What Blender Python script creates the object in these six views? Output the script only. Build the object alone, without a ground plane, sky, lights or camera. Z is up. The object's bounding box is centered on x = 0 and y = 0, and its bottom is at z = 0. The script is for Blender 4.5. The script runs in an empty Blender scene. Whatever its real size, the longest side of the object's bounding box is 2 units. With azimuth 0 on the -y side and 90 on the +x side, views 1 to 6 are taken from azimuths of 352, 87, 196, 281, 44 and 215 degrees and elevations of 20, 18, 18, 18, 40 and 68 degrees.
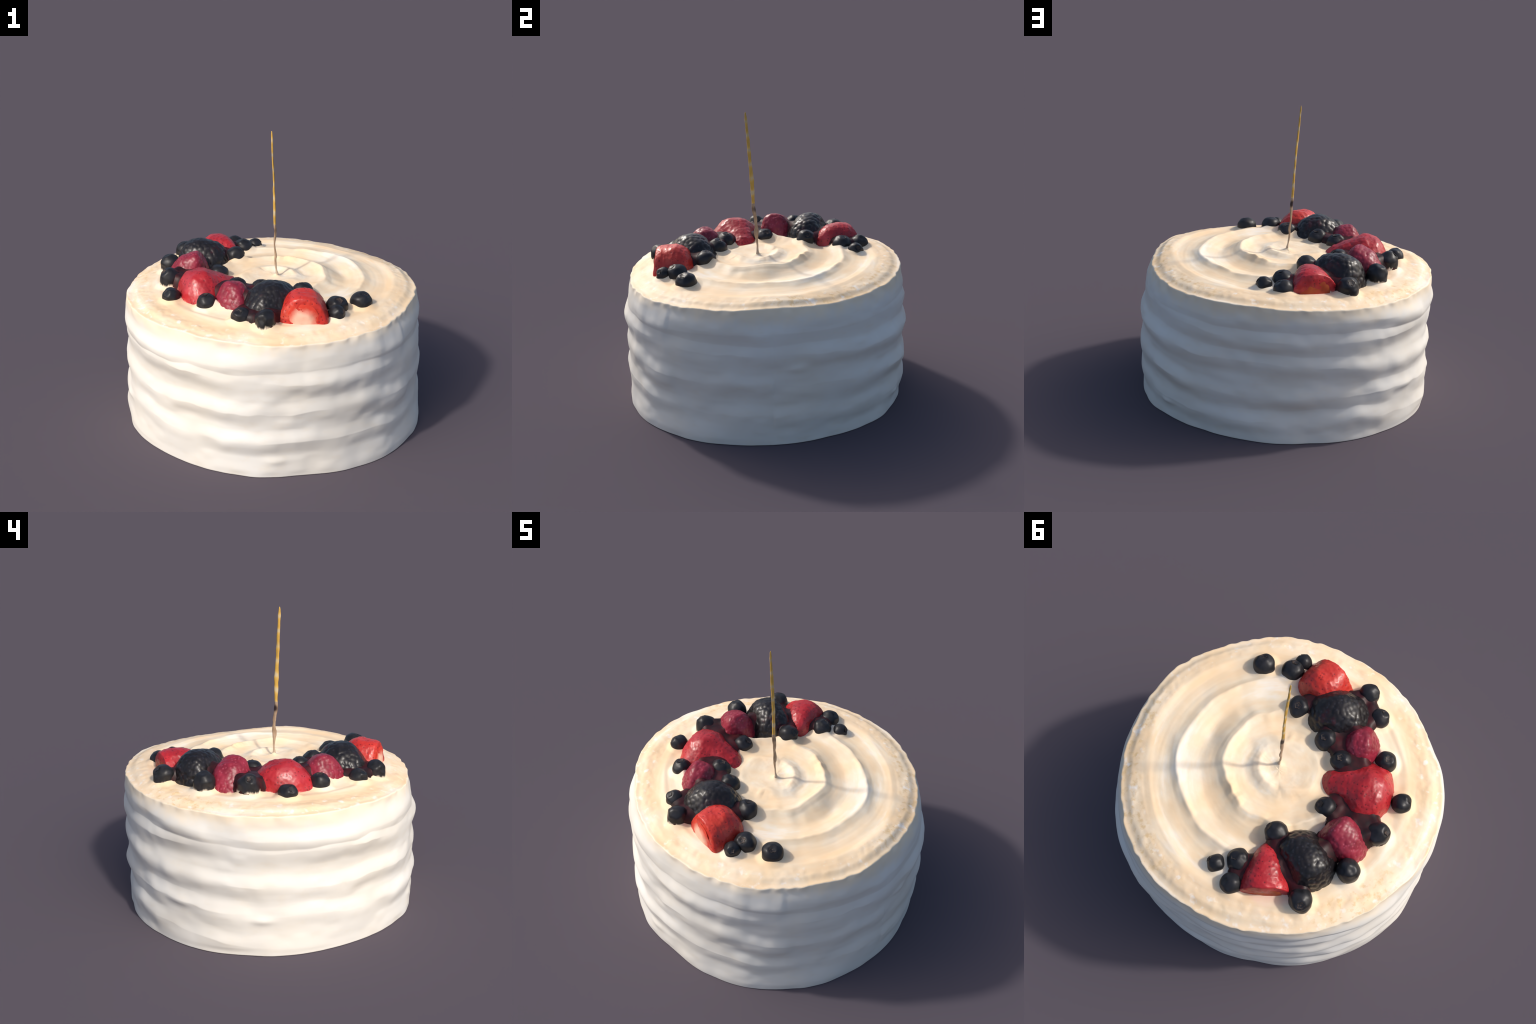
# A round white-frosted layer cake: combed sides, a swirled cream top, a crescent of
# berries (strawberry, raspberry, blackberry, blueberry) and one thin twisted candle.
import bpy, math
import numpy as np
from mathutils import Vector

RNG = np.random.default_rng(7)
TAU = math.tau
scene_col = bpy.context.scene.collection

# ---------------------------------------------------------------- helpers
_lat = np.random.default_rng(11).random((32, 32, 32)).astype(np.float64) * 2 - 1


def noise(x, y, z):
    """Smooth value noise in about -1..1, periodic every 32 cells."""
    x, y, z = np.broadcast_arrays(np.asarray(x, float), np.asarray(y, float), np.asarray(z, float))
    i, j, k = np.floor(x).astype(int), np.floor(y).astype(int), np.floor(z).astype(int)
    fx, fy, fz = x - i, y - j, z - k
    fx, fy, fz = (f * f * f * (f * (f * 6 - 15) + 10) for f in (fx, fy, fz))
    out = 0
    for a in (0, 1):
        for b in (0, 1):
            for c in (0, 1):
                w = (fx if a else 1 - fx) * (fy if b else 1 - fy) * (fz if c else 1 - fz)
                out = out + w * _lat[(i + a) & 31, (j + b) & 31, (k + c) & 31]
    return out


def ring_noise(deg, step, a, b=0.0):
    """Noise round the cake that closes on itself; one lump spans about `step` degrees."""
    t = np.radians(deg)
    return noise(np.cos(t) * 57.3 / step + a * 3.1, np.sin(t) * 57.3 / step + b * 2.3, a * 1.7 + b)


def fbm(x, y, z, octaves=3):
    return sum(noise(x * 2 ** o + 7 * o, y * 2 ** o + 3 * o, z * 2 ** o + 5 * o) / 2 ** o for o in range(octaves))


def sstep(a, b, x):
    t = np.clip((x - a) / (b - a), 0, 1)
    return t * t * (3 - 2 * t)


def ring_curve(points):
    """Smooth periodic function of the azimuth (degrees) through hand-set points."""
    p = sorted((a % 360, v) for a, v in points)
    a = np.array([q[0] for q in p], float)
    v = np.array([q[1] for q in p], float)
    a3, v3 = np.concatenate([a - 360, a, a + 360]), np.concatenate([v, v, v])
    return lambda deg: smooth_curve(a3, v3)(np.asarray(deg) % 360)


def smooth_curve(xs, ys):
    """Monotone cubic (PCHIP-like) curve through control points."""
    xs, ys = np.asarray(xs, float), np.asarray(ys, float)
    h = np.diff(xs)
    d = np.diff(ys) / h
    m = np.empty_like(xs)
    m[0], m[-1] = d[0], d[-1]
    same = d[1:] * d[:-1] > 0
    w1, w2 = 2 * h[1:] + h[:-1], h[1:] + 2 * h[:-1]
    with np.errstate(divide="ignore", invalid="ignore"):
        m[1:-1] = np.where(same, (w1 + w2) / (w1 / np.where(same, d[:-1], 1) + w2 / np.where(same, d[1:], 1)), 0)

    def f(x):
        x = np.clip(np.asarray(x, float), xs[0], xs[-1])
        i = np.clip(np.searchsorted(xs, x) - 1, 0, len(xs) - 2)
        t = (x - xs[i]) / h[i]
        return ((1 + 2 * t) * (1 - t) ** 2 * ys[i] + t * (1 - t) ** 2 * h[i] * m[i]
                + t * t * (3 - 2 * t) * ys[i + 1] + t * t * (t - 1) * h[i] * m[i + 1])
    return f


def mesh_from(name, verts, faces):
    me = bpy.data.meshes.new(name)
    verts = np.asarray(verts, np.float32)
    faces = [f for f in faces]
    me.from_pydata(verts.tolist(), [], faces)
    me.update()
    for p in me.polygons:
        p.use_smooth = True
    return me


def add(name, me, mat, parent=None, loc=(0, 0, 0)):
    ob = bpy.data.objects.new(name, me)
    scene_col.objects.link(ob)
    if mat is not None:
        me.materials.append(mat)
    ob.parent = parent
    ob.location = loc
    return ob


# ---------------------------------------------------------------- materials
class Nodes:
    def __init__(self, name, rough=0.5, spec=0.4):
        self.mat = bpy.data.materials.new(name)
        self.mat.use_nodes = True
        self.t = self.mat.node_tree
        self.b = self.t.nodes["Principled BSDF"]
        self.b.inputs["Roughness"].default_value = rough
        self.b.inputs["Specular IOR Level"].default_value = spec
        self.co = self.t.nodes.new("ShaderNodeTexCoord").outputs["Object"]

    def n(self, kind, **kw):
        x = self.t.nodes.new(kind)
        for k, v in kw.items():
            setattr(x, k, v)
        return x

    def link(self, a, b):
        self.t.links.new(a, b)

    def mapped(self, scale=(1, 1, 1), loc=(0, 0, 0), src=None):
        m = self.n("ShaderNodeMapping")
        m.inputs["Scale"].default_value = scale
        m.inputs["Location"].default_value = loc
        self.link(src or self.co, m.inputs["Vector"])
        return m.outputs[0]

    def noise(self, scale, detail=3, rough=0.5, vec=None):
        x = self.n("ShaderNodeTexNoise")
        x.inputs["Scale"].default_value = scale
        x.inputs["Detail"].default_value = detail
        x.inputs["Roughness"].default_value = rough
        self.link(vec or self.co, x.inputs["Vector"])
        return x.outputs["Fac"]

    def voronoi(self, scale, vec=None, feature="F1", rand=1.0):
        x = self.n("ShaderNodeTexVoronoi", feature=feature)
        x.inputs["Scale"].default_value = scale
        x.inputs["Randomness"].default_value = rand
        self.link(vec or self.co, x.inputs["Vector"])
        return x.outputs["Distance"]

    def ramp(self, fac, stops):
        r = self.n("ShaderNodeValToRGB")
        while len(r.color_ramp.elements) < len(stops):
            r.color_ramp.elements.new(0.5)
        for e, (p, c) in zip(r.color_ramp.elements, stops):
            e.position = p
            e.color = (*c, 1) if hasattr(c, "__len__") else (c, c, c, 1)
        self.link(fac, r.inputs[0])
        return r.outputs[0]

    def mix(self, fac, a, b, mode="MIX"):
        m = self.n("ShaderNodeMix", data_type="RGBA", blend_type=mode)
        for v, i in ((fac, 0), (a, 6), (b, 7)):
            if isinstance(v, (int, float)):
                m.inputs[i].default_value = v
            elif isinstance(v, tuple):
                m.inputs[i].default_value = (*v, 1)
            else:
                self.link(v, m.inputs[i])
        return m.outputs[2]

    def math(self, op, a, b=0.0, clamp=False):
        m = self.n("ShaderNodeMath", operation=op, use_clamp=clamp)
        for v, i in ((a, 0), (b, 1)):
            if isinstance(v, (int, float)):
                m.inputs[i].default_value = v
            else:
                self.link(v, m.inputs[i])
        return m.outputs[0]

    def xyz(self):
        s = self.n("ShaderNodeSeparateXYZ")
        self.link(self.co, s.inputs[0])
        return s.outputs

    def near(self, centre, r_in, r_out):
        """1 inside r_in of a point, 0 beyond r_out."""
        v = self.n("ShaderNodeVectorMath", operation="DISTANCE")
        self.link(self.co, v.inputs[0])
        v.inputs[1].default_value = centre
        m = self.n("ShaderNodeMapRange", interpolation_type="SMOOTHSTEP")
        m.inputs[1].default_value, m.inputs[2].default_value = r_in, r_out
        m.inputs[3].default_value, m.inputs[4].default_value = 1, 0
        self.link(v.outputs["Value"], m.inputs[0])
        return m.outputs[0]

    def band(self, val, lo, hi):
        m = self.n("ShaderNodeMapRange", interpolation_type="SMOOTHSTEP")
        m.inputs[1].default_value, m.inputs[2].default_value = lo, hi
        self.link(val, m.inputs[0])
        return m.outputs[0]

    def bump(self, height, strength, dist):
        b = self.n("ShaderNodeBump")
        b.inputs["Strength"].default_value = strength
        b.inputs["Distance"].default_value = dist
        self.link(height, b.inputs["Height"])
        self.link(b.outputs[0], self.b.inputs["Normal"])

    def colour(self, c):
        if isinstance(c, tuple):
            self.b.inputs["Base Color"].default_value = (*c, 1)
        else:
            self.link(c, self.b.inputs["Base Color"])
        return self.mat


def mat_side():
    m = Nodes("white_frosting", 0.55, 0.3)
    streak = m.noise(1.0, 4, 0.6, m.mapped((9, 9, 22)))
    patch = m.noise(2.2, 2, 0.5)
    c = m.ramp(patch, [(0.3, (0.79, 0.77, 0.725)), (0.7, (0.78, 0.735, 0.655))])
    c = m.mix(m.ramp(streak, [(0.52, 0.0), (0.75, 0.35)]), c, (0.76, 0.68, 0.56))
    # the warmer top cream feathers a little way over the edge
    x, y, z = m.xyz()
    h = m.math("ADD", z, m.math("MULTIPLY", m.math("SUBTRACT", m.noise(12, 3), 0.5), 0.09))
    c = m.mix(m.math("MULTIPLY", m.band(h, 0.76, 0.875), 0.9), c, (0.92, 0.77, 0.57))
    m.bump(m.noise(16, 2, 0.5, m.mapped((1, 1, 0.6))), 0.15, 0.004)
    return m.colour(c)


def mat_top(red_spots):
    m = Nodes("whipped_cream", 0.55, 0.3)
    x, y, z = m.xyz()
    patch = m.noise(4.5, 3, 0.55)
    c = m.ramp(patch, [(0.28, (0.93, 0.83, 0.67)), (0.5, (0.92, 0.76, 0.545)), (0.75, (0.88, 0.65, 0.40))])
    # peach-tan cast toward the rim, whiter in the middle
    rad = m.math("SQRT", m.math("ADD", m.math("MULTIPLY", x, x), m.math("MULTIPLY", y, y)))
    # irregular peach and whiter streaks that run along the swirl
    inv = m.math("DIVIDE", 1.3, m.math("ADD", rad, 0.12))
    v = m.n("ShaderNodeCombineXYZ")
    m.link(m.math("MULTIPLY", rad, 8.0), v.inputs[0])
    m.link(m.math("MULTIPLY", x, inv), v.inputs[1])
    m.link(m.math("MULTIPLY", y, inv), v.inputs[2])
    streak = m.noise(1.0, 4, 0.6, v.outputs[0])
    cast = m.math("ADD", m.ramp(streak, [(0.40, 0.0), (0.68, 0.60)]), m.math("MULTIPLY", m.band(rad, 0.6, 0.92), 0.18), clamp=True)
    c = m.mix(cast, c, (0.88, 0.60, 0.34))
    c = m.mix(m.ramp(streak, [(0.28, 0.6), (0.42, 0.0)]), c, (0.95, 0.91, 0.86))
    rim = m.band(rad, 0.77, 0.84)
    where = m.math('MAXIMUM', m.near((0.62, 0.50, 0.88), 0.42, 0.75), m.near((-0.78, 0.38, 0.88), 0.15, 0.38))
    where = m.math('MAXIMUM', where, 0.18)
    pits = m.ramp(m.noise(27, 3, 0.6), [(0.52, 0.0), (0.66, 0.75)])
    pits = m.math("MULTIPLY", m.math("MULTIPLY", pits, rim), where)
    c = m.mix(pits, c, (0.78, 0.54, 0.27))  # tan mottle colours in the occlusion shade of the rim hollows
    flecks = m.ramp(m.noise(21, 2, 0.5, m.mapped((1, 1, 1), (3, 1, 4))), [(0.6, 0.0), (0.74, 0.6)])
    c = m.mix(m.math("MULTIPLY", flecks, rim), c, (0.97, 0.93, 0.88))
    # berry juice bled into the cream around the red fruit
    for p, r in red_spots:
        n = m.math("MULTIPLY", m.near(p, r, r + 0.06), m.ramp(m.noise(14, 2), [(0.35, 0.15), (0.65, 0.6)]))
        c = m.mix(n, c, (0.93, 0.62, 0.55))
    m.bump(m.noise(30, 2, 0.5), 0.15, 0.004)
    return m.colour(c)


def cream_smear(m, c, lo, hi, amount=1.0):
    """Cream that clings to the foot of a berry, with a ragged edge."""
    x, y, z = m.xyz()
    jag = m.math("MULTIPLY", m.math("SUBTRACT", m.noise(22, 3, 0.6, m.mapped((1, 1, 0.35))), 0.5), 0.085)
    h = m.math("ADD", z, jag)
    return m.mix(m.math("MULTIPLY", m.math("SUBTRACT", 1.0, m.band(h, lo, hi)), amount), c, (0.92, 0.80, 0.64))


def mat_blueberry():
    m = Nodes("blueberry_skin", 0.40, 0.30)
    c = m.ramp(m.noise(16, 3, 0.6), [(0.35, (0.011, 0.011, 0.012)), (0.7, (0.026, 0.026, 0.032))])
    c = cream_smear(m, c, -0.052, -0.030)
    m.bump(m.noise(40, 2), 0.15, 0.004)
    return m.colour(c)


def mat_calyx():
    m = Nodes("blueberry_crown", 0.6, 0.3)
    return m.colour(m.ramp(m.noise(60, 2), [(0.35, (0.025, 0.021, 0.022)), (0.7, (0.075, 0.050, 0.038))]))


def mat_blackberry():
    m = Nodes("blackberry_skin", 0.34, 0.38)
    c = m.ramp(m.noise(9, 3, 0.6), [(0.35, (0.009, 0.008, 0.009)), (0.58, (0.016, 0.013, 0.014)), (0.72, (0.050, 0.010, 0.014))])
    c = m.mix(m.ramp(m.voronoi(42), [(0.1, 0.5), (0.35, 0.0)]), c, (0.046, 0.044, 0.056))  # bluish sky glints on the drupelets, drawn as lighter dots
    c = cream_smear(m, c, -0.125, -0.10, 0.8)
    return m.colour(c)


def mat_raspberry():
    m = Nodes("raspberry_skin", 0.4, 0.45)
    c = m.ramp(m.noise(10, 3, 0.6), [(0.3, (0.17, 0.010, 0.022)), (0.7, (0.33, 0.025, 0.050))])
    c = m.mix(m.ramp(m.voronoi(46), [(0.1, 0.45), (0.35, 0.0)]), c, (0.50, 0.10, 0.15))
    c = cream_smear(m, c, -0.10, -0.075, 0.8)
    return m.colour(c)


def mat_strawberry(name, red, deep, smear):
    m = Nodes(name, 0.42, 0.45)
    c = m.ramp(m.noise(7, 3, 0.6), [(0.3, deep), (0.65, red)])
    seeds = m.ramp(m.voronoi(46, rand=0.75), [(0.16, 1.0), (0.30, 0.0)])
    painted_gloss = m.ramp(m.noise(5, 2, 0.5, m.mapped((1, 1, 1), (4, 2, 7))), [(0.54, 0.0), (0.70, 0.5)])
    c = m.mix(painted_gloss, c, (min(1.0, red[0] * 1.35), red[1] * 4.5, red[2] * 4.5))
    c = m.mix(m.math("MULTIPLY", seeds, 0.7), c, (deep[0] * 0.35, 0.006, 0.008))
    c = cream_smear(m, c, smear - 0.025, smear, 0.7)
    m.b.inputs['Coat Weight'].default_value = 0.15
    m.b.inputs['Coat Roughness'].default_value = 0.22
    m.bump(m.voronoi(46, rand=0.75), 0.3, 0.005)
    return m.colour(c)


def mat_flesh(name, core, edge, centre=None, r_in=0.0, r_out=1.0):
    m = Nodes(name, 0.45, 0.4)
    c = m.ramp(m.noise(11, 3, 0.6), [(0.35, core), (0.7, edge)])
    if centre:
        f = m.math("ADD", m.near(centre, r_in, r_out), m.math("MULTIPLY", m.math("SUBTRACT", m.noise(18, 3), 0.5), 0.7))
        c = m.ramp(f, [(0.15, edge), (0.75, core)])
    m.b.inputs['Specular IOR Level'].default_value = 0.25
    return m.colour(c)


def mat_candle():
    m = Nodes("yellow_candle_wax", 0.5, 0.35)
    x, y, z = m.xyz()
    ang = m.math("ARCTAN2", y, x)
    ph = m.math("ADD", m.math("MULTIPLY", z, 66.0), m.math("MULTIPLY", ang, 1.0))
    s = m.math("ADD", m.math("MULTIPLY", m.math("SINE", ph), 0.35), m.noise(14, 2))
    c = m.ramp(s, [(0.32, (0.60, 0.36, 0.07)), (0.62, (0.66, 0.42, 0.11)), (0.85, (0.60, 0.48, 0.28))])
    return m.colour(c)


def mat_stem():
    m = Nodes("smeared_candle_stem", 0.5, 0.35)
    x, y, z = m.xyz()
    c = m.ramp(m.noise(1, 3, 0.6, m.mapped((50, 50, 16))), [(0.35, (0.31, 0.20, 0.12)), (0.65, (0.45, 0.33, 0.23))])
    c = m.mix(m.math("SUBTRACT", 1.0, m.band(z, 0.02, 0.13)), c, (0.46, 0.36, 0.27))
    c = m.mix(m.near((-0.016, -0.004, 0.315), 0.012, 0.034), c, (0.03, 0.018, 0.02))
    return m.colour(c)


# ---------------------------------------------------------------- berry layout
# blueberries: x, y, height of the top, radius, direction the crown looks to (x, y, z)
BLUEBERRIES = [
    (0.474, -0.515, 0.994, 0.069, (0.25, -0.25, 0.9)),
    (0.305, -0.578, 1.000, 0.068, (0.1, -0.5, 0.8)),
    (0.285, -0.664, 0.978, 0.052, (0.5, -0.6, 0.5)),
    (0.126, -0.390, 1.030, 0.068, (0.0, 0.25, 0.9)),
    (-0.156, -0.713, 1.003, 0.062, (-0.5, -0.8, 0.2)),
    (-0.292, -0.617, 0.982, 0.062, (-0.3, -0.5, 0.8)),
    (-0.119, -0.307, 1.034, 0.066, (0.1, 0.2, 0.9)),
    (-0.267, -0.246, 1.034, 0.064, (0.1, 0.1, 0.95)),
    (-0.475, -0.402, 1.001, 0.064, (-0.2, 0.0, 0.9)),
    (-0.685, -0.239, 0.988, 0.060, (-0.5, -0.5, 0.6)),
    (-0.353, 0.039, 1.022, 0.062, (0.5, 0.2, 0.7)),
    (-0.678, -0.002, 1.038, 0.068, (-0.6, -0.3, 0.7)),
    (-0.660, 0.270, 1.031, 0.067, (-0.3, 0.1, 0.9)),
    (-0.209, 0.323, 1.046, 0.066, (0.7, 0.1, 0.6)),
    (-0.537, 0.560, 1.022, 0.068, (-0.4, 0.5, 0.7)),
    (-0.127, 0.569, 1.015, 0.068, (0.3, 0.1, 0.9)),
    (-0.030, 0.653, 0.984, 0.052, (0.8, 0.2, 0.5)),
    (-0.170, 0.695, 0.997, 0.064, (0.5, 0.3, 0.7)),
]

# lofted fruit: spine start and end (x, y); then for stations t along the spine:
# half width, height of the crest; end roundness 0 = cut flat, 1 = round
FRUIT = {
    "s_front": dict(flare=0.08, a=(0.066, -0.730), b=(0.122, -0.460), round=(0.22, 0.55), base=0.87,
                    st=[(0, 0.126, 1.050), (0.2, 0.142, 1.066), (0.5, 0.142, 1.072), (0.8, 0.130, 1.040), (1, 0.115, 1.00)]),
    "s_side": dict(a=(-0.640, -0.215), b=(-0.215, -0.100), round=(0.9, 0.7), base=0.87,
                   st=[(0, 0.12, 1.00), (0.2, 0.158, 1.065), (0.38, 0.168, 1.082), (0.6, 0.125, 1.045), (0.85, 0.098, 1.000), (1, 0.086, 0.975)]),
    "s_back": dict(flare=0.08, a=(-0.355, 0.640), b=(-0.195, 0.385), round=(0.12, 0.8), base=0.87,
                   st=[(0, 0.148, 1.035), (0.25, 0.135, 1.058), (0.5, 0.110, 1.055), (0.8, 0.07, 1.02), (1, 0.04, 0.99)]),
    "k_front": dict(a=(0.095, -0.405), b=(-0.265, -0.570), round=(0.9, 0.9), base=0.87,
                    st=[(0, 0.105, 1.01), (0.25, 0.132, 1.062), (0.5, 0.150, 1.094), (0.75, 0.140, 1.058), (1, 0.095, 1.00)]),
    "k_back": dict(a=(-0.252, 0.292), b=(-0.600, 0.425), round=(0.9, 0.9), base=0.87,
                   st=[(0, 0.105, 1.03), (0.25, 0.124, 1.076), (0.55, 0.132, 1.102), (0.8, 0.126, 1.08), (1, 0.09, 1.02)]),
    "r_front": dict(a=(-0.205, -0.335), b=(-0.405, -0.455), round=(0.9, 0.9), base=0.87,
                    st=[(0, 0.10, 1.03), (0.3, 0.120, 1.062), (0.6, 0.125, 1.072), (1, 0.10, 1.02)]),
    "r_back": dict(a=(-0.415, 0.095), b=(-0.690, 0.175), round=(0.7, 0.9), base=0.87,
                   st=[(0, 0.120, 1.045), (0.3, 0.118, 1.104), (0.6, 0.110, 1.074), (1, 0.075, 0.985)]),
}

# ---------------------------------------------------------------- cake body
# crest of the combed ridge: one helix that winds down the side, (degrees, height)
HELIX = [(0, .800), (40, .785), (70, .780), (100, .790), (120, .800), (140, .790), (165, .760), (190, .730), (210, .715),
         (235, .705), (250, .725), (270, .755), (305, .755), (333, .735), (375, .720), (395, .720), (420, .705), (440, .685),
         (490, .665), (525, .650), (550, .645), (586, .640), (600, .622), (637, .605), (660, .620), (680, .602), (703, .600),
         (735, .580), (760, .552), (785, .537), (815, .530), (840, .518), (855, .488), (870, .466), (890, .455), (900, .445),
         (923, .430), (940, .417), (950, .428), (965, .420), (1001, .430), (1010, .436), (1030, .405), (1050, .396),
         (1065, .405), (1091, .390), (1118, .355), (1135, .336), (1150, .312), (1174, .306), (1199, .316), (1215, .309),
         (1235, .290), (1250, .270), (1283, .250), (1300, .240), (1320, .224), (1360, .238), (1380, .236), (1396, .208),
         (1449, .190), (1463, .170), (1522, .140), (1535, .136), (1565, .158), (1580, .148), (1600, .110), (1620, .070),
         (1640, .040), (1660, .010)]
helix = smooth_curve([p[0] for p in HELIX], [p[1] for p in HELIX])

r_mid = ring_curve([(180, .974), (-160, .970), (-150, .966), (-125, .954), (-90, .952), (-60, .963), (-35, .970), (-12, .970), (10, .970),
                    (31, .976), (50, .974), (64, .970), (80, .952), (100, .938), (115, .942), (134, .960), (160, .971)])
r_foot = ring_curve([(9, .984), (19, .975), (30, .984), (45, .984), (57, .967), (76, .944), (87, .943), (100, .940), (114, .936),
                     (124, .954), (139, .967), (150, .974), (163, .984), (174, .990), (185, .984), (200, .975), (222, .961),
                     (247, .957), (276, .960), (290, .980), (307, 1.002), (325, 1.002), (333, .997), (346, .989)])
r_rim = ring_curve([(-170, .962), (-150, .950), (-130, .925), (-110, .920), (-92, .915), (-80, .912), (-68, .914), (-55, .924),
                    (-39, .918), (-19, .930), (0, .932), (16, .916), (38, .922), (54, .934), (73, .940), (94, .934), (111, .934),
                    (140, .939), (160, .951), (180, .960)])
z_rim = ring_curve([(-45, .855), (-20, .874), (0, .886), (15, .876), (35, .868), (52, .868), (75, .880), (90, .886), (110, .884),
                    (130, .878), (150, .870), (170, .868), (205, .873), (235, .859), (262, .848), (275, .842), (295, .848)])


def ridge(deg, z):
    """Height of the combing above the plain side, 0..1; sharp below each crest, soft above."""
    out = np.zeros_like(z)
    for k in range(5):
        th = deg + 360 * k
        zc = helix(th) + 0.013 * ring_noise(deg, 11, k * 3.3, 0.5) + 0.005 * ring_noise(deg, 4, k * 3.3, 9.5)
        live = sstep(0, 35, th) * (1 - sstep(1610, 1650, th))
        amp = live * (0.80 + 0.60 * ring_noise(deg, 19, 4.1 * k, 2.5) + 0.15 * ring_noise(deg, 8, 1.7 * k, 6.5))
        # the right-hand side is combed more faintly
        amp = amp * (1 - 0.35 * np.exp(-((deg - 20) / 45) ** 2) - 0.3 * np.exp(-((deg - 325) / 35) ** 2))
        if k == 0:      # the top turn is faint at the back right, strong on the left
            amp = amp * (1 - 0.65 * np.exp(-((deg - 45) / 45) ** 2)) * (1 - 0.5 * np.exp(-((deg - 275) / 45) ** 2)) * (1 + 0.25 * np.exp(-((deg - 182) / 22) ** 2))
        if k == 1:
            amp = amp * (1 - 0.55 * np.exp(-((deg - 20) / 50) ** 2)) * (1 - 0.65 * np.exp(-((deg - 170) / 28) ** 2))
        if k == 2:
            amp = amp * (1 + 1.3 * np.exp(-((deg - 48) / 26) ** 2))
        if k == 3:
            amp = amp * (1 + 1.4 * np.exp(-((deg - 58) / 16) ** 2)) * (1 - 0.3 * np.exp(-((deg - 100) / 20) ** 2))
        if k >= 3:
            amp = amp * (1 - 0.40 * np.exp(-((deg - 185) / 45) ** 2))
        amp = amp * (0.55 + 0.45 * sstep(-0.5, 0.2, ring_noise(deg, 17, 2.2 * k, 7.7)))     # broken stretches
        d = z - zc
        # broad soft swell, a little steeper on the under side, with a narrow lip on its crest
        below = 0.5 + 0.5 * np.cos(math.pi * np.clip(-d / 0.100, 0, 1))
        above = 0.5 + 0.5 * np.cos(math.pi * np.clip(d / 0.085, 0, 1))
        lip = np.exp(-np.abs(d) / 0.016) * np.clip(ring_noise(deg, 13, k * 2.2, 4.4) + 0.35, 0, 1)
        b = 0.86 * np.where(d < 0, below, above) + 0.22 * lip
        out = np.maximum(out, np.clip(amp, 0.12, 1.5) * np.clip(b, 0, 1.2))
    return out


def side_radius(deg, z):
    zr = z_rim(deg)
    plain = r_foot(deg) + (r_mid(deg) - r_foot(deg)) * sstep(0.0, 0.28, z)
    for a, w, k in ((-42, 52, 0.013), (55, 20, 0.012)):          # the upper wall draws in on these sides
        da = (deg - a + 180) % 360 - 180
        plain = plain - k * np.exp(-(da / w) ** 2) * sstep(0.52, 0.68, z)
    # shoulder leans in to the rim
    s = np.clip((zr - z) / 0.15, 0, 1)
    lean = 0.45 * s + 0.55 * np.sin(s * math.pi / 2)
    shell = plain + 0.025 * ridge(deg, z) * sstep(0.0, 0.05, z)
    r = r_rim(deg) + (shell - r_rim(deg)) * lean
    # thick dab that ends in a step near the front right
    dab = sstep(268, 300, deg) * (1 - sstep(316.5, 319, deg)) * sstep(0.64, 0.74, z) * (1 - sstep(0.80, 0.86, z))
    r = r + 0.005 * dab
    # beads along the front crests, where the comb stuttered
    zone = np.exp(-((deg - 296) / 30) ** 2)
    r = r + zone * (0.006 * noise(deg / 5.2, z * 7, 1.5) * sstep(.3, .7, z)) * sstep(0, .1, z)
    ca, sa = np.cos(np.radians(deg)), np.sin(np.radians(deg))
    r = r + 0.008 * noise(ca * 4, sa * 4, z * 6) + 0.0022 * noise(ca * 11, sa * 11, z * 20)
    # ragged, slightly chipped rim edge
    r = r + np.exp(-((zr - z) / 0.022) ** 2) * (0.006 * ring_noise(deg, 3.3, 1.5, 7.5) + 0.0025 * ring_noise(deg, 2, 3.5, 2.5))
    # broad swells and hollows left by the spatula: azimuth, height, spread (degrees, metres), depth
    for a, h, wa, wz, k in ((36, .33, 13, .09, .022), (50, .48, 14, .07, .010), (-28, .59, 10, .05, -.009), (33, .08, 12, .05, -.007), (73, .66, 12, .04, .008),
                            (64, .49, 8, .05, .005), (118, .17, 12, .06, -.009), (94, .63, 10, .04, .010), (106, .29, 10, .05, .010), (141, .73, 12, .06, -.010),
                            (158, .60, 14, .05, -.008), (-159, .33, 15, .07, -.009), (-168, .54, 10, .05, -.007), (-130, .82, 12, .05, -.009), (-149, .43, 20, .10, -.006),
                            (-84, .71, 10, .06, -.007), (-96, .40, 10, .06, -.009), (-123, .37, 12, .06, -.007), (-33, .83, 12, .05, -.009), (-15, .42, 8, .06, .009), (-46, .67, 8, .05, .005),
                             (13, .32, 9, .06, .008), (28, .72, 14, .08, -.012), (-48, .70, 10, .05, .015), (-50, .34, 10, .05, .014),
                            (103, .51, 16, .06, .012), (107, .20, 16, .07, -.012), (153, .60, 18, .07, -.010), (-151, .53, 22, .10, -.014),
                            (-126, .52, 10, .06, -.010), (-114, .81, 14, .05, -.008), (-75, .73, 15, .10, -.011), (-32, .72, 14, .06, -.009),
                            (-33, .17, 14, .07, -.012), (170, .20, 15, .05, .010), (-155, .85, 20, .05, .008)):
        da = (deg - a + 180) % 360 - 180
        r = r + k * np.exp(-(da / wa) ** 2 - ((z - h) / wz) ** 2)
    # a few loose peaks
    for a, h, w, k in ((57, .115, .030, .010), (262, .105, .04, .008), (158, .285, .045, .010), (8, .50, .04, .008),
                       (35, .60, .035, .008), (188, .225, .04, .012)):
        da = ((deg - a + 180) % 360 - 180) / 57.3
        r = r + k * np.exp(-(da ** 2 * 0.35 + ((z - h) * 1.6) ** 2) / w ** 2)
    return r


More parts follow.
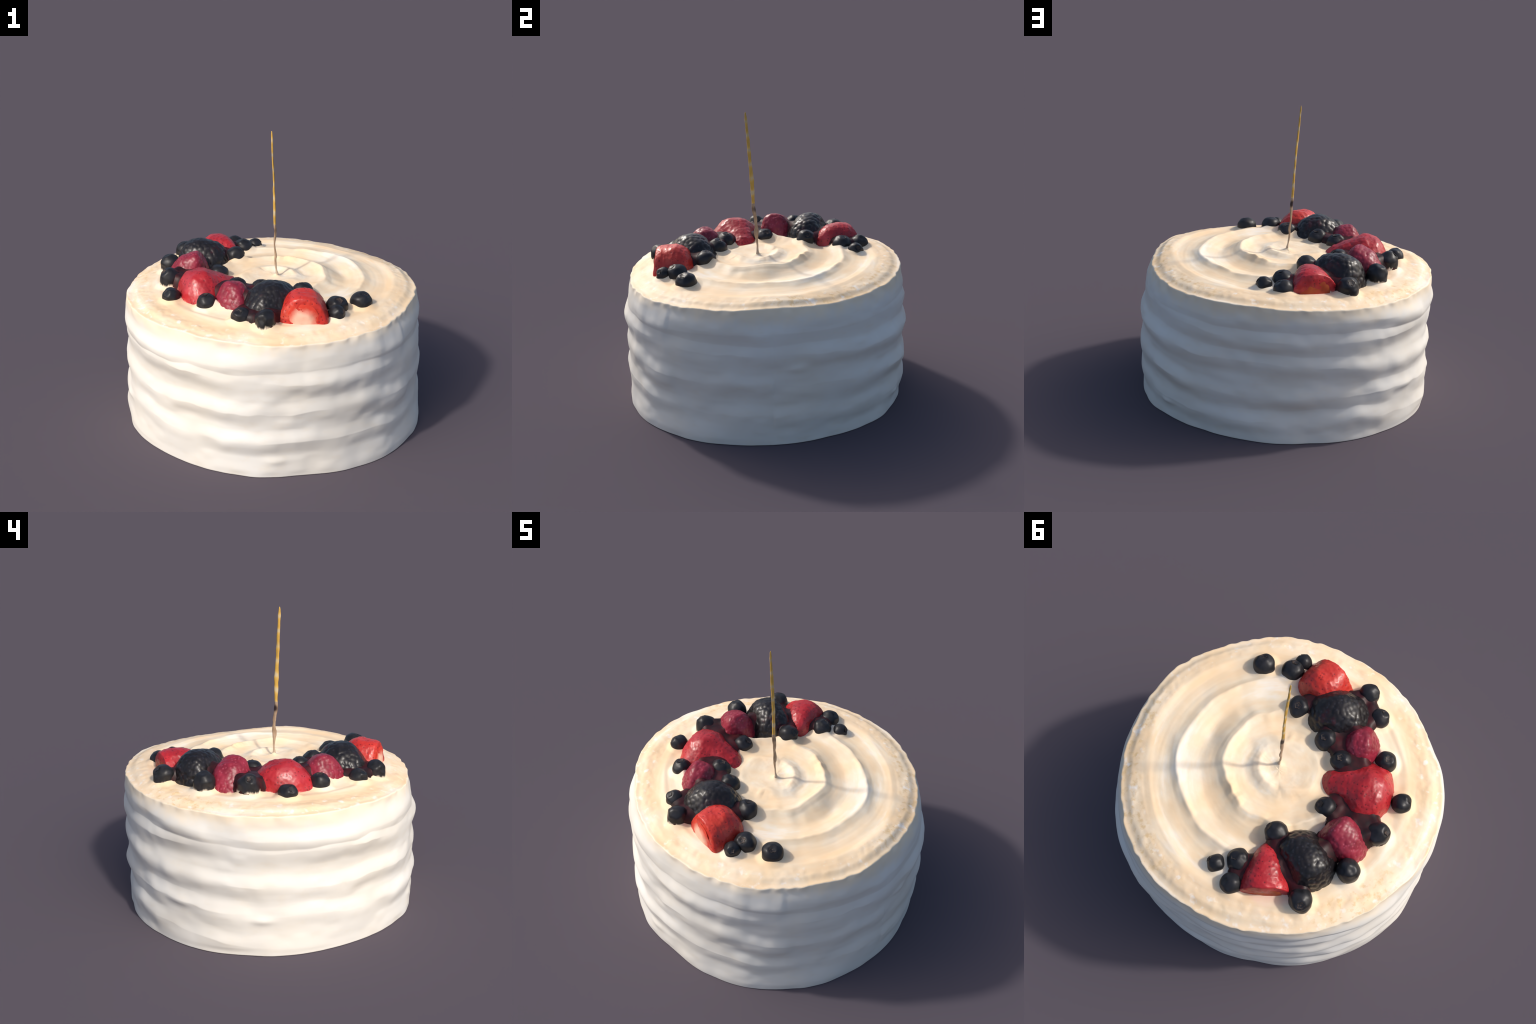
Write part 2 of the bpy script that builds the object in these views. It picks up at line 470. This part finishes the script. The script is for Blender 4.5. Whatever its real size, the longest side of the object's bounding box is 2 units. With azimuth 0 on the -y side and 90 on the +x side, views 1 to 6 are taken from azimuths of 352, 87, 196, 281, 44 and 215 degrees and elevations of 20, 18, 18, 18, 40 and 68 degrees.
# swirl on top: crest radii of the rings by azimuth
c1 = ring_curve([(-87, .200), (-59, .172), (-20, .145), (18, .125), (53, .112), (97, .112), (137, .133), (167, .175), (190, .210), (230, .225)])
c2 = ring_curve([(-63, .370), (-44, .357), (-24, .347), (-3, .326), (22, .318), (46, .298), (75, .290), (105, .305), (130, .330), (160, .370), (200, .40), (250, .395)])
c3 = ring_curve([(-36, .600), (-6, .598), (22, .592), (34, .580), (51, .556), (67, .551), (92, .556), (130, .57), (180, .585), (270, .60)])
c4 = ring_curve([(-65, .770), (-40, .782), (-19, .800), (0, .812), (10, .815), (25, .785), (43, .762), (55, .760), (68, .765), (89, .785),
                 (120, .79), (150, .785), (175, .765), (200, .765), (230, .735), (260, .745)])
# canonical profile through the rings (at c1 .125, c2 .31, c3 .575, c4 .785, rim .925)
top_profile = smooth_curve([0, .05, .10, .125, .150, .175, .205, .26, .295, .314, .335, .365, .41, .455, .51, .552, .577, .598, .63, .67, .72, .775, .81, .86, .925],
                           [.947, .946, .956, .962, .956, .946, .940, .946, .956, .962, .953, .936, .924, .918, .924, .933, .939, .931, .918, .912, .911, .916, .912, .903, .881])


def top_height(deg, r):
    rr = r_rim(deg)
    ct, st = np.cos(np.radians(deg)), np.sin(np.radians(deg))
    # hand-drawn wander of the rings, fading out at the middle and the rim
    r0 = r
    r = r + (0.016 * noise(ct * 2.6, st * 2.6, r * 6) + 0.007 * noise(ct * 7, st * 7, r * 9)) * sstep(0.03, 0.2, r) * (1 - sstep(0.7, 0.85, r))
    knots = [np.zeros_like(r), c1(deg), c2(deg), c3(deg), c4(deg), rr]
    canon = [0, .125, .31, .575, .785, .925]
    q = np.zeros_like(r)
    for i in range(5):
        a, b = knots[i], knots[i + 1]
        t = np.clip((r - a) / (b - a), 0, 1)
        q = np.where(r >= a, canon[i] + t * (canon[i + 1] - canon[i]), q)
    h = top_profile(q)
    smooth = smooth_curve([0, .3, .6, .8, .925], [.948, .948, .924, .91, .881])(q)
    strength = 1.12 + 0.55 * noise(np.cos(np.radians(deg)) * 2.2, np.sin(np.radians(deg)) * 2.2, q * 5)
    h = smooth + (h - smooth) * strength
    r = r0
    edge = sstep(0.45, 1.0, r / rr)
    near_fruit = np.exp(-(((deg - 230 + 180) % 360 - 180) / 62) ** 2)
    h = h - 0.017 * near_fruit * np.exp(-((q - 0.13) / 0.06) ** 2)
    h = h - 0.013 * np.exp(-(((deg - 222 + 180) % 360 - 180) / 48) ** 2) * np.exp(-((r - 0.79) / 0.075) ** 2)     # ledge outside the fruit
    h = h - 0.008 * np.exp(-(((deg + 24 + 180) % 360 - 180) / 25) ** 2) * np.exp(-((r - 0.13) / 0.05) ** 2)
    h = h + 0.021 * np.exp(-(((deg - 2 + 180) % 360 - 180) / 17) ** 2) * np.exp(-((r - 0.378) / 0.055) ** 2)
    for qc, a0, wid, amp in ((.31, 62, 22, .011), (.575, 55, 30, .010), (.575, -20, 18, .005)):
        win = np.exp(-(((deg - a0 + 180) % 360 - 180) / wid) ** 2) * np.exp(-((q - qc) / 0.022) ** 2)
        h = h + amp * win * (0.4 + ring_noise(deg, 5, 1.5))
    h = h + (z_rim(deg) - 0.881) * edge ** 2
    x, y = r * np.cos(np.radians(deg)), r * np.sin(np.radians(deg))
    h = h + 0.004 * fbm(x * 5, y * 5, 3.5) * (1 - 0.5 * edge)
    h = h + 0.0005 * noise(r * 60, np.cos(np.radians(deg)) * 3, np.sin(np.radians(deg)) * 3)   # palette-knife drag lines
    # crumbly pits along the outer band
    band = sstep(0.76, 0.84, r) * (0.45 + 0.55 * sstep(-0.2, 0.4, noise(x * 1.6, y * 1.6, 8.5)))
    h = h + band * (0.005 * noise(x * 20, y * 20, 1.5) + 0.004 * noise(x * 38, y * 38, 2.5))
    # cream pressed up round the fruit
    for bx, by, top, rad, _ in BLUEBERRIES:
        d = np.hypot(x - bx, y - by)
        h = h + 0.024 * (1 - sstep(0.6 * rad, 1.6 * rad, d))
    # little cone where the candle stands
    d = np.hypot(x - 0.016, y + 0.033)
    h = h + 0.020 * np.exp(-(d / 0.022) ** 1.3)
    return h


def build_body(root, m_side, m_top):
    NA, NZ, NR = 760, 230, 190
    deg = np.arange(NA) * 360.0 / NA
    verts, rows = [], []
    for j in range(NZ + 1):                       # foot -> rim
        s = j / NZ
        zr = z_rim(deg) + 0.004 * ring_noise(deg, 8, 2.5, 4.5) + 0.0012 * ring_noise(deg, 3, 2.5, 4.5)
        z = zr * s
        r = side_radius(deg, z)
        # soft rounding at the very top edge and the foot
        verts.append(np.stack([r * np.cos(np.radians(deg)), r * np.sin(np.radians(deg)), z], 1))
    rim_r = np.hypot(verts[-1][:, 0], verts[-1][:, 1])
    rim_z = verts[-1][:, 2]
    for j in range(1, NR):                        # rim -> centre
        f = 1 - j / NR
        r = rim_r * f
        z = top_height(deg, r)
        w = 1 - sstep(0.93, 1.0, f)
        z = rim_z + (z - rim_z) * (0.15 + 0.85 * w) if f > 0.93 else z
        verts.append(np.stack([r * np.cos(np.radians(deg)), r * np.sin(np.radians(deg)), z], 1))
    n_rows = len(verts)
    P = np.concatenate(verts + [np.array([[0, 0, float(top_height(np.array([0.0]), np.array([0.001]))[0])]]), np.array([[0, 0, 0.0]])])
    # blend a rounded edge by smoothing a few rows across the rim
    G = P[: n_rows * NA].reshape(n_rows, NA, 3)
    for _ in range(3):
        k = slice(NZ - 3, NZ + 4)
        G[k] = 0.5 * G[k] + 0.25 * (G[NZ - 4:NZ + 3] + G[NZ - 2:NZ + 5])
    P[: n_rows * NA] = G.reshape(-1, 3)
    apex, foot = n_rows * NA, n_rows * NA + 1

    def quads(j0, j1):
        out = []
        i = np.arange(NA)
        i2 = (i + 1) % NA
        for j in range(j0, j1):
            out.append(np.stack([j * NA + i, j * NA + i2, (j + 1) * NA + i2, (j + 1) * NA + i], 1))
        return np.concatenate(out).tolist()

    i = np.arange(NA)
    cap_top = np.stack([(n_rows - 1) * NA + i, (n_rows - 1) * NA + (i + 1) % NA, np.full(NA, apex)], 1).tolist()
    cap_bot = np.stack([(i + 1) % NA, i, np.full(NA, foot)], 1).tolist()
    f_side = quads(0, NZ) + cap_bot
    f_top = quads(NZ, n_rows - 1) + cap_top
    whole = bpy.data.meshes.new("whole")
    whole.from_pydata(P.tolist(), [], f_side + f_top)
    whole.update()
    N = np.empty(len(P) * 3, np.float32)
    whole.vertex_normals.foreach_get("vector", N)
    N = N.reshape(-1, 3)
    bpy.data.meshes.remove(whole)
    for name, faces, mat in (("frosting_side", f_side, m_side), ("frosting_top", f_top, m_top)):
        used = np.unique(np.concatenate([np.asarray(q) for q in faces]))
        remap = np.full(len(P), -1)
        remap[used] = np.arange(len(used))
        me = mesh_from(name, P[used], [[int(remap[v]) for v in q] for q in faces])
        me.normals_split_custom_set_from_vertices(N[used].tolist())
        add(name, me, mat, root)


# ---------------------------------------------------------------- fruit
def grid_faces(rows, n, first=0):
    out = []
    for j in range(rows - 1):
        for i in range(n):
            a, b = first + j * n + i, first + j * n + (i + 1) % n
            out.append((a, b, b + n, a + n))
    return out


def loft_fruit(spec, nt=70, nc=72):
    """Dome-shaped fruit lofted along a level spine. Returns verts (local), faces, centre, station t per vertex."""
    a, b = np.array(spec["a"]), np.array(spec["b"])
    d = b - a
    L = np.hypot(*d)
    d = d / L
    s = np.array([-d[1], d[0]])
    st = spec["st"]
    W = smooth_curve([q[0] for q in st], [q[1] for q in st])
    H = smooth_curve([q[0] for q in st], [q[2] for q in st])
    base = spec["base"]
    ra, rb = spec["round"]
    V, T = [], []
    phi = np.linspace(0, TAU, nc, endpoint=False)
    rows = []
    for j in range(nt + 1):
        u = j / nt
        # denser stations at both ends
        t = 0.5 - 0.5 * math.cos(u * math.pi)
        wl, hl = float(W(t)), float(H(t)) - base - 0.010
        # end rounding: elliptical closing over a length set by the roundness
        k = 1.0
        for e, dist in ((ra, t * L), (rb, (1 - t) * L)):
            ln = max(0.014, e * 0.115)
            if dist < ln:
                k *= max(0.0, 1 - (1 - dist / ln) ** 2.2) ** 0.5
        k = max(k, 0.02)
        c, sn = np.cos(phi), np.sin(phi)
        ex = 2 / 2.35
        flare = 1 + spec.get('flare', 0.26) * sstep(0.75, 0.0, np.maximum(sn, 0))
        px = np.sign(c) * np.abs(c) ** ex * wl * flare * (0.25 + 0.75 * k if k > .02 else 0.02)
        up = np.sign(sn) * np.abs(sn) ** ex
        kh = k ** 0.8
        # sides stay full towards the foot
        pz = np.where(up > 0, up * hl * (0.05 + 0.95 * kh), up * 0.05)
        pos = a + d * (t * L)
        rows.append(np.stack([pos[0] + s[0] * px, pos[1] + s[1] * px, base + pz], 1))
    P = np.concatenate(rows)
    faces = grid_faces(nt + 1, nc)
    faces.append(tuple(range(nc))[::-1])
    faces.append(tuple(nt * nc + i for i in range(nc)))
    centre = np.array([*(a + b) / 2, base + 0.12])
    return P, faces, centre


def vert_normals(P, faces):
    me = bpy.data.meshes.new("tmp")
    me.from_pydata(P.tolist(), [], faces)
    me.update()
    N = np.empty(len(P) * 3, np.float32)
    me.vertex_normals.foreach_get("vector", N)
    bpy.data.meshes.remove(me)
    return N.reshape(-1, 3)


def drupelets(P, N, spacing, height, seed, base):
    """Round little bumps packed over the surface."""
    rng = np.random.default_rng(seed)
    order = rng.permutation(len(P))
    S, n = np.full((4000, 3), 1e3), 0
    for i in order:
        if ((S[:n] - P[i]) ** 2).sum(1).min(initial=9) > spacing * spacing:
            S[n] = P[i]
            n += 1
    S = S[:n]
    d = np.sqrt(((P[:, None, :] - S[None]) ** 2).sum(2)).min(1)
    b = np.sqrt(np.clip(1 - (d / (spacing * 0.80)) ** 2, 0, 1)) - 0.55
    return P + N * (height * b)[:, None]


def lumpy(P, N, amp, freq, seed):
    return P + N * (amp * fbm(P[:, 0] * freq + seed, P[:, 1] * freq, P[:, 2] * freq, 2))[:, None]


def build_fruit(root, key, name, mat, cut_mat=None, drup=None, seed=0, lump=0.008):
    spec = FRUIT[key]
    P, faces, c = loft_fruit(spec, *((110, 128) if drup else (100, 110)))
    N = vert_normals(P, faces)
    P = lumpy(P, N, lump, 9, seed * 3.7)
    if drup:
        N = vert_normals(P, faces)
        P = drupelets(P, N, drup[0], drup[1], seed, spec["base"])
    elif name == "strawberry":      # seed dimples
        P = drupelets(P, vert_normals(P, faces), 0.024, -0.0030, seed, spec["base"])
    me = mesh_from(name, P - c, faces)
    ob = add(name, me, mat, root, tuple(c))
    if cut_mat is not None:
        # flat cut face: its own flesh-coloured disc, standing just proud of the cut end
        a, b = np.array(spec["a"]), np.array(spec["b"])
        d = (b - a) / np.hypot(*(b - a))
        s = np.array([-d[1], d[0]])
        st = spec["st"][0]
        w, h = st[1] * 0.80, (st[2] - spec["base"]) * cut_mat[1]
        ring, nr = 48, 10
        V = [(0, 0, 0)]
        for j in range(1, nr + 1):
            f = j / nr
            for i in range(ring):
                ph = TAU * i / ring
                x = math.copysign(abs(math.cos(ph)) ** .8, math.cos(ph)) * w * f
                zz = math.copysign(abs(math.sin(ph)) ** .8, math.sin(ph)) * (h if math.sin(ph) > 0 else 0.03) * f
                bulge = -0.013 * (1 - f ** 3) + 0.004 * float(noise(x * 30, zz * 30, seed))
                V.append((x, bulge, zz))
        F = [(0, 1 + i, 1 + (i + 1) % ring) for i in range(ring)]
        F += [(1 + j * ring + i, 1 + (j + 1) * ring + i, 1 + (j + 1) * ring + (i + 1) % ring, 1 + j * ring + (i + 1) % ring)
              for j in range(nr - 1) for i in range(ring)]
        V = np.array(V)
        xy = a[None] + s[None] * V[:, :1] + d[None] * (V[:, 1:2] + 0.010)
        Q = np.concatenate([xy, V[:, 2:3] + spec["base"] + 0.005], 1) - c
        fl = mesh_from("cut_face", Q, F)
        add("cut_face", fl, cut_mat[0], ob)
    return ob


def blueberry_mesh(name, rad, crown, seed):
    nt, nc = 40, 56
    crown = np.array(crown, float) / np.linalg.norm(crown)
    rows = []
    for j in range(nt + 1):
        th = math.pi * j / nt
        ph = np.linspace(0, TAU, nc, endpoint=False)
        rows.append(np.stack([math.sin(th) * np.cos(ph), math.sin(th) * np.sin(ph), np.full(nc, math.cos(th))], 1))
    D = np.concatenate(rows)
    ang = np.degrees(np.arccos(np.clip(D @ crown, -1, 1)))
    t1 = np.cross(crown, (0.3, 0.9, 0.2))
    t1 /= np.linalg.norm(t1)
    t2 = np.cross(crown, t1)
    az = np.arctan2(D @ t2, D @ t1)
    R = 1 + 0.09 * noise(D[:, 0] * 1.3 + seed, D[:, 1] * 1.7, D[:, 2] * 1.7 + seed * .7)
    R = R + 0.040 * np.exp(-((ang - 27) / 9) ** 2) * (0.75 + 0.25 * np.cos(5 * az + seed)) - 0.10 * np.exp(-(ang / 17) ** 2)
    P = D * R[:, None] * rad
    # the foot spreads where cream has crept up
    low = np.clip(-P[:, 2] / rad, 0, 1)
    full = np.sqrt(np.clip(1 - (np.minimum(P[:, 2], 0) / rad) ** 2, 0.02, 1))
    widen = 1 + low * 0.0 + np.where(low > 0, (1 / np.maximum(full, .45) - 1) * 0.95, 0)
    P[:, 0] *= widen
    P[:, 1] *= widen
    P[:, 2] *= np.where(P[:, 2] > 0, 0.92, 1.15)
    faces = grid_faces(nt + 1, nc)
    return mesh_from(name, P, faces), crown, R


def build_blueberries(root, mat, mat_crown):
    for i, (x, y, top, rad, crown) in enumerate(BLUEBERRIES):
        me, c, _ = blueberry_mesh("blueberry", rad, crown, i * 1.37)
        ob = add("blueberry", me, mat, root, (x, y, top - 1.02 * rad))
        # the dried star inside the crown
        n, V = 20, [(0, 0, 0.004)]
        q = Vector((0, 0, 1)).rotation_difference(Vector(c)).to_matrix()
        for f in (0.5, 1.0):
            for k in range(n):
                a = TAU * k / n
                w = rad * 0.30 * f * (1 + 0.18 * math.cos(5 * a) * f)
                V.append((w * math.cos(a), w * math.sin(a), 0.006 * f * f))
        F = [(0, 1 + k, 1 + (k + 1) % n) for k in range(n)] + [(1 + k, 1 + n + k, 1 + n + (k + 1) % n, 1 + (k + 1) % n) for k in range(n)]
        V = [q @ (Vector(v) + Vector((0, 0, rad * 0.865))) for v in V]
        V = [Vector((v.x, v.y, v.z * (0.92 if v.z > 0 else 1.15))) for v in V]
        add("crown", mesh_from("crown", [tuple(v) for v in V], F), mat_crown, ob)


def fruit_height(X, Y):
    """Height of the piled fruit over a grid of ground points (0 where there is none)."""
    Z = np.zeros_like(X)
    for spec in FRUIT.values():
        a, b = np.array(spec["a"]), np.array(spec["b"])
        L = np.hypot(*(b - a))
        d = (b - a) / L
        t = ((X - a[0]) * d[0] + (Y - a[1]) * d[1]) / L
        side = np.abs(-(X - a[0]) * d[1] + (Y - a[1]) * d[0])
        W = smooth_curve([q[0] for q in spec["st"]], [q[1] for q in spec["st"]])(t)
        H = smooth_curve([q[0] for q in spec["st"]], [q[2] for q in spec["st"]])(t) - 0.02
        f = np.clip(1 - (side / (W * 0.93)) ** 2.35, 0, 1) ** 0.43 * np.clip((np.minimum(t, 1 - t) * L - 0.025) / 0.06, 0, 1) ** 0.5
        Z = np.maximum(Z, np.where((t > 0) & (t < 1), 0.88 + (H - 0.88) * f, 0))
    for x, y, top, rad, _ in BLUEBERRIES:
        if x > 0.2 or (x < -0.6 and abs(y) > 0.1) or (x < -0.4 and y < -0.3) or rad < 0.055:
            continue                 # those stand apart in clean cream
        d = np.hypot(X - x, Y - y) / rad
        Z = np.maximum(Z, np.where(d < 1, top - rad + rad * np.sqrt(np.clip(1 - d * d, 0, 1)) - 0.01, 0))
    return Z


def build_gap_fill(root, mat):
    """Dark filler bridging the valleys of the pile: a smoothed blanket slung between the berries."""
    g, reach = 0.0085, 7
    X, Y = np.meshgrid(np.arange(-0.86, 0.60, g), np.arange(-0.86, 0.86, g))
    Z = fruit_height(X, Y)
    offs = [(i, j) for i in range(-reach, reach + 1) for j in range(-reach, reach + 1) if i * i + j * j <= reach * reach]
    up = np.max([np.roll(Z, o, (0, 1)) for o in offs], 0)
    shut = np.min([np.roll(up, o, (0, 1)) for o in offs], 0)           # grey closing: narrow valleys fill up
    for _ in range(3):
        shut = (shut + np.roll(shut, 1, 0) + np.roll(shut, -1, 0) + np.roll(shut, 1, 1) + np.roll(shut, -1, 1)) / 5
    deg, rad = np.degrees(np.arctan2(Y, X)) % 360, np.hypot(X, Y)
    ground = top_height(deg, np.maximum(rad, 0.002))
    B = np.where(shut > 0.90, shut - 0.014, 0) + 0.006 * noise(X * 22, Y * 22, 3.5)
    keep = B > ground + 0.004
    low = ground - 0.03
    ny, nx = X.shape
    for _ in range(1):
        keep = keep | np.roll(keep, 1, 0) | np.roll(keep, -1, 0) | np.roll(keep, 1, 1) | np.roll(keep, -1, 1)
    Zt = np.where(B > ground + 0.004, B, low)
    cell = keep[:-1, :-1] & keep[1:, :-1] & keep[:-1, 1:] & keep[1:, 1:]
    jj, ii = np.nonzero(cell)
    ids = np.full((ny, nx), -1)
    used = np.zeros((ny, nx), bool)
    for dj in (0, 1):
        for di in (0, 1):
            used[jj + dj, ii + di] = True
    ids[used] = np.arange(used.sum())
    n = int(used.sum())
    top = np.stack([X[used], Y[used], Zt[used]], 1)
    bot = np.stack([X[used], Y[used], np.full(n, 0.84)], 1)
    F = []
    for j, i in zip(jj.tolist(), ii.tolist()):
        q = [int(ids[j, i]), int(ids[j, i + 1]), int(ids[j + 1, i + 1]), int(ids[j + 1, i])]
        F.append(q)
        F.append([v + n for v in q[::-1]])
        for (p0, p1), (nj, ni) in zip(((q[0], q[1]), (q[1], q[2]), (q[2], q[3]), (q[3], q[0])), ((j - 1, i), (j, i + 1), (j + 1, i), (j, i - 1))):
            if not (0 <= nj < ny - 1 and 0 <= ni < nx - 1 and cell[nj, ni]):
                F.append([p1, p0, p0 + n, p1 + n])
    ob = add("dark_gap_fill", mesh_from("dark_gap_fill", np.concatenate([top, bot]), F), mat, root)
    ob["kind"] = "stuff"


# ---------------------------------------------------------------- candle
# height, centre x, centre y, half width across x, half width across y
CANDLE = [(0.925, .018, -.033, .020, .024), (0.945, .020, -.033, .012, .016), (0.962, .022, -.033, .008, .010), (0.985, .018, -.033, .005, .007), (1.005, .015, -.032, .006, .006),
          (1.035, .012, -.034, .007, .007), (1.063, .011, -.036, .007, .009), (1.085, .014, -.037, .008, .012), (1.110, .012, -.036, .007, .013),
          (1.135, .008, -.034, .006, .010), (1.165, .006, -.037, .006, .008), (1.190, .007, -.038, .007, .010), (1.215, .009, -.041, .008, .010),
          (1.240, .010, -.045, .008, .012), (1.265, .010, -.048, .008, .013), (1.295, .007, -.050, .008, .012), (1.320, .006, -.049, .007, .012),
          (1.355, .005, -.050, .007, .013), (1.385, .005, -.051, .007, .015), (1.425, .004, -.052, .007, .013), (1.465, .003, -.053, .007, .014),
          (1.500, .002, -.055, .007, .012), (1.540, .000, -.057, .007, .010), (1.580, .000, -.060, .006, .010), (1.620, -.001, -.062, .007, .009),
          (1.655, -.003, -.064, .006, .011), (1.690, -.005, -.066, .006, .010), (1.730, -.008, -.067, .005, .011), (1.765, -.009, -.069, .005, .011),
          (1.800, -.011, -.072, .005, .010), (1.835, -.012, -.074, .005, .009), (1.865, -.013, -.076, .005, .010), (1.890, -.014, -.077, .005, .007),
          (1.910, -.015, -.078, .004, .005), (1.922, -.015, -.078, .002, .002)]


def build_candle(root, m_wax, m_stem):
    zs = [q[0] for q in CANDLE]
    fx, fy, fa, fb = (smooth_curve(zs, [q[k] for q in CANDLE]) for k in (1, 2, 3, 4))
    n = 20
    ph = np.linspace(0, TAU, n, endpoint=False)
    origin = np.array([0.016, -0.033, 0.95])

    def piece(z0, z1, rows):
        out = []
        for z in np.linspace(z0, z1, rows):
            tw = z * 14
            wob = 1 + 0.16 * np.cos(2 * ph + tw) + 0.08 * noise(np.cos(ph) * 2, np.sin(ph) * 2, z * 30)
            out.append(np.stack([fx(z) + fa(z) * np.cos(ph) * wob, fy(z) + fb(z) * np.sin(ph) * wob, np.full(n, z)], 1))
        F = grid_faces(rows, n) + [tuple(range(n))[::-1], tuple((rows - 1) * n + i for i in range(n))]
        return np.concatenate(out) - origin, F

    candle = bpy.data.objects.new("candle", None)
    scene_col.objects.link(candle)
    candle.parent, candle.location = root, tuple(origin)
    P, F = piece(0.925, 1.305, 90)
    add("stem", mesh_from("stem", P, F), m_stem, candle)
    P, F = piece(1.305, 1.9225, 150)
    add("wax_twist", mesh_from("wax_twist", P, F), m_wax, candle)


# ---------------------------------------------------------------- assembly
def main():
    root = bpy.data.objects.new("berry_cream_cake", None)
    scene_col.objects.link(root)
    root["label"] = "round white cream cake with crescent of mixed berries and one candle"
    root["category"] = "cake"
    reds = [((0.10, -0.62, 0.95), 0.14), ((-0.46, -0.16, 0.95), 0.17), ((-0.31, -0.41, 0.95), 0.12), ((-0.33, 0.54, 0.95), 0.13)]
    build_body(root, mat_side(), mat_top(reds))
    bright = mat_strawberry("strawberry_bright", (0.66, 0.045, 0.025), (0.42, 0.016, 0.014), -0.11)
    crimson = mat_strawberry("strawberry_crimson", (0.50, 0.022, 0.028), (0.30, 0.010, 0.016), -0.075)
    pale = mat_flesh("strawberry_flesh_pale", (0.80, 0.48, 0.36), (0.62, 0.05, 0.03), (-0.030, -0.13, -0.080), 0.0, 0.125)
    amber = mat_flesh("strawberry_flesh_amber", (0.45, 0.10, 0.03), (0.38, 0.035, 0.02))
    black, rasp = mat_blackberry(), mat_raspberry()
    build_fruit(root, "s_front", "strawberry", bright, (pale, 0.78), seed=1, lump=0.007)
    build_fruit(root, "s_side", "strawberry", crimson, seed=2, lump=0.008)
    build_fruit(root, "s_back", "strawberry", crimson, (amber, 0.80), seed=3, lump=0.007)
    build_fruit(root, "k_front", "blackberry", black, drup=(0.029, 0.0060), seed=4, lump=0.006)
    build_fruit(root, "k_back", "blackberry", black, drup=(0.029, 0.0060), seed=5, lump=0.006)
    build_fruit(root, "r_front", "raspberry", rasp, drup=(0.026, 0.0042), seed=6, lump=0.008)
    build_fruit(root, "r_back", "raspberry", rasp, drup=(0.026, 0.0042), seed=7, lump=0.008)
    build_gap_fill(root, mat_flesh('dark_gap_fill', (0.016, 0.008, 0.009), (0.070, 0.009, 0.012)))
    build_blueberries(root, mat_blueberry(), mat_calyx())
    build_candle(root, mat_candle(), mat_stem())


main()
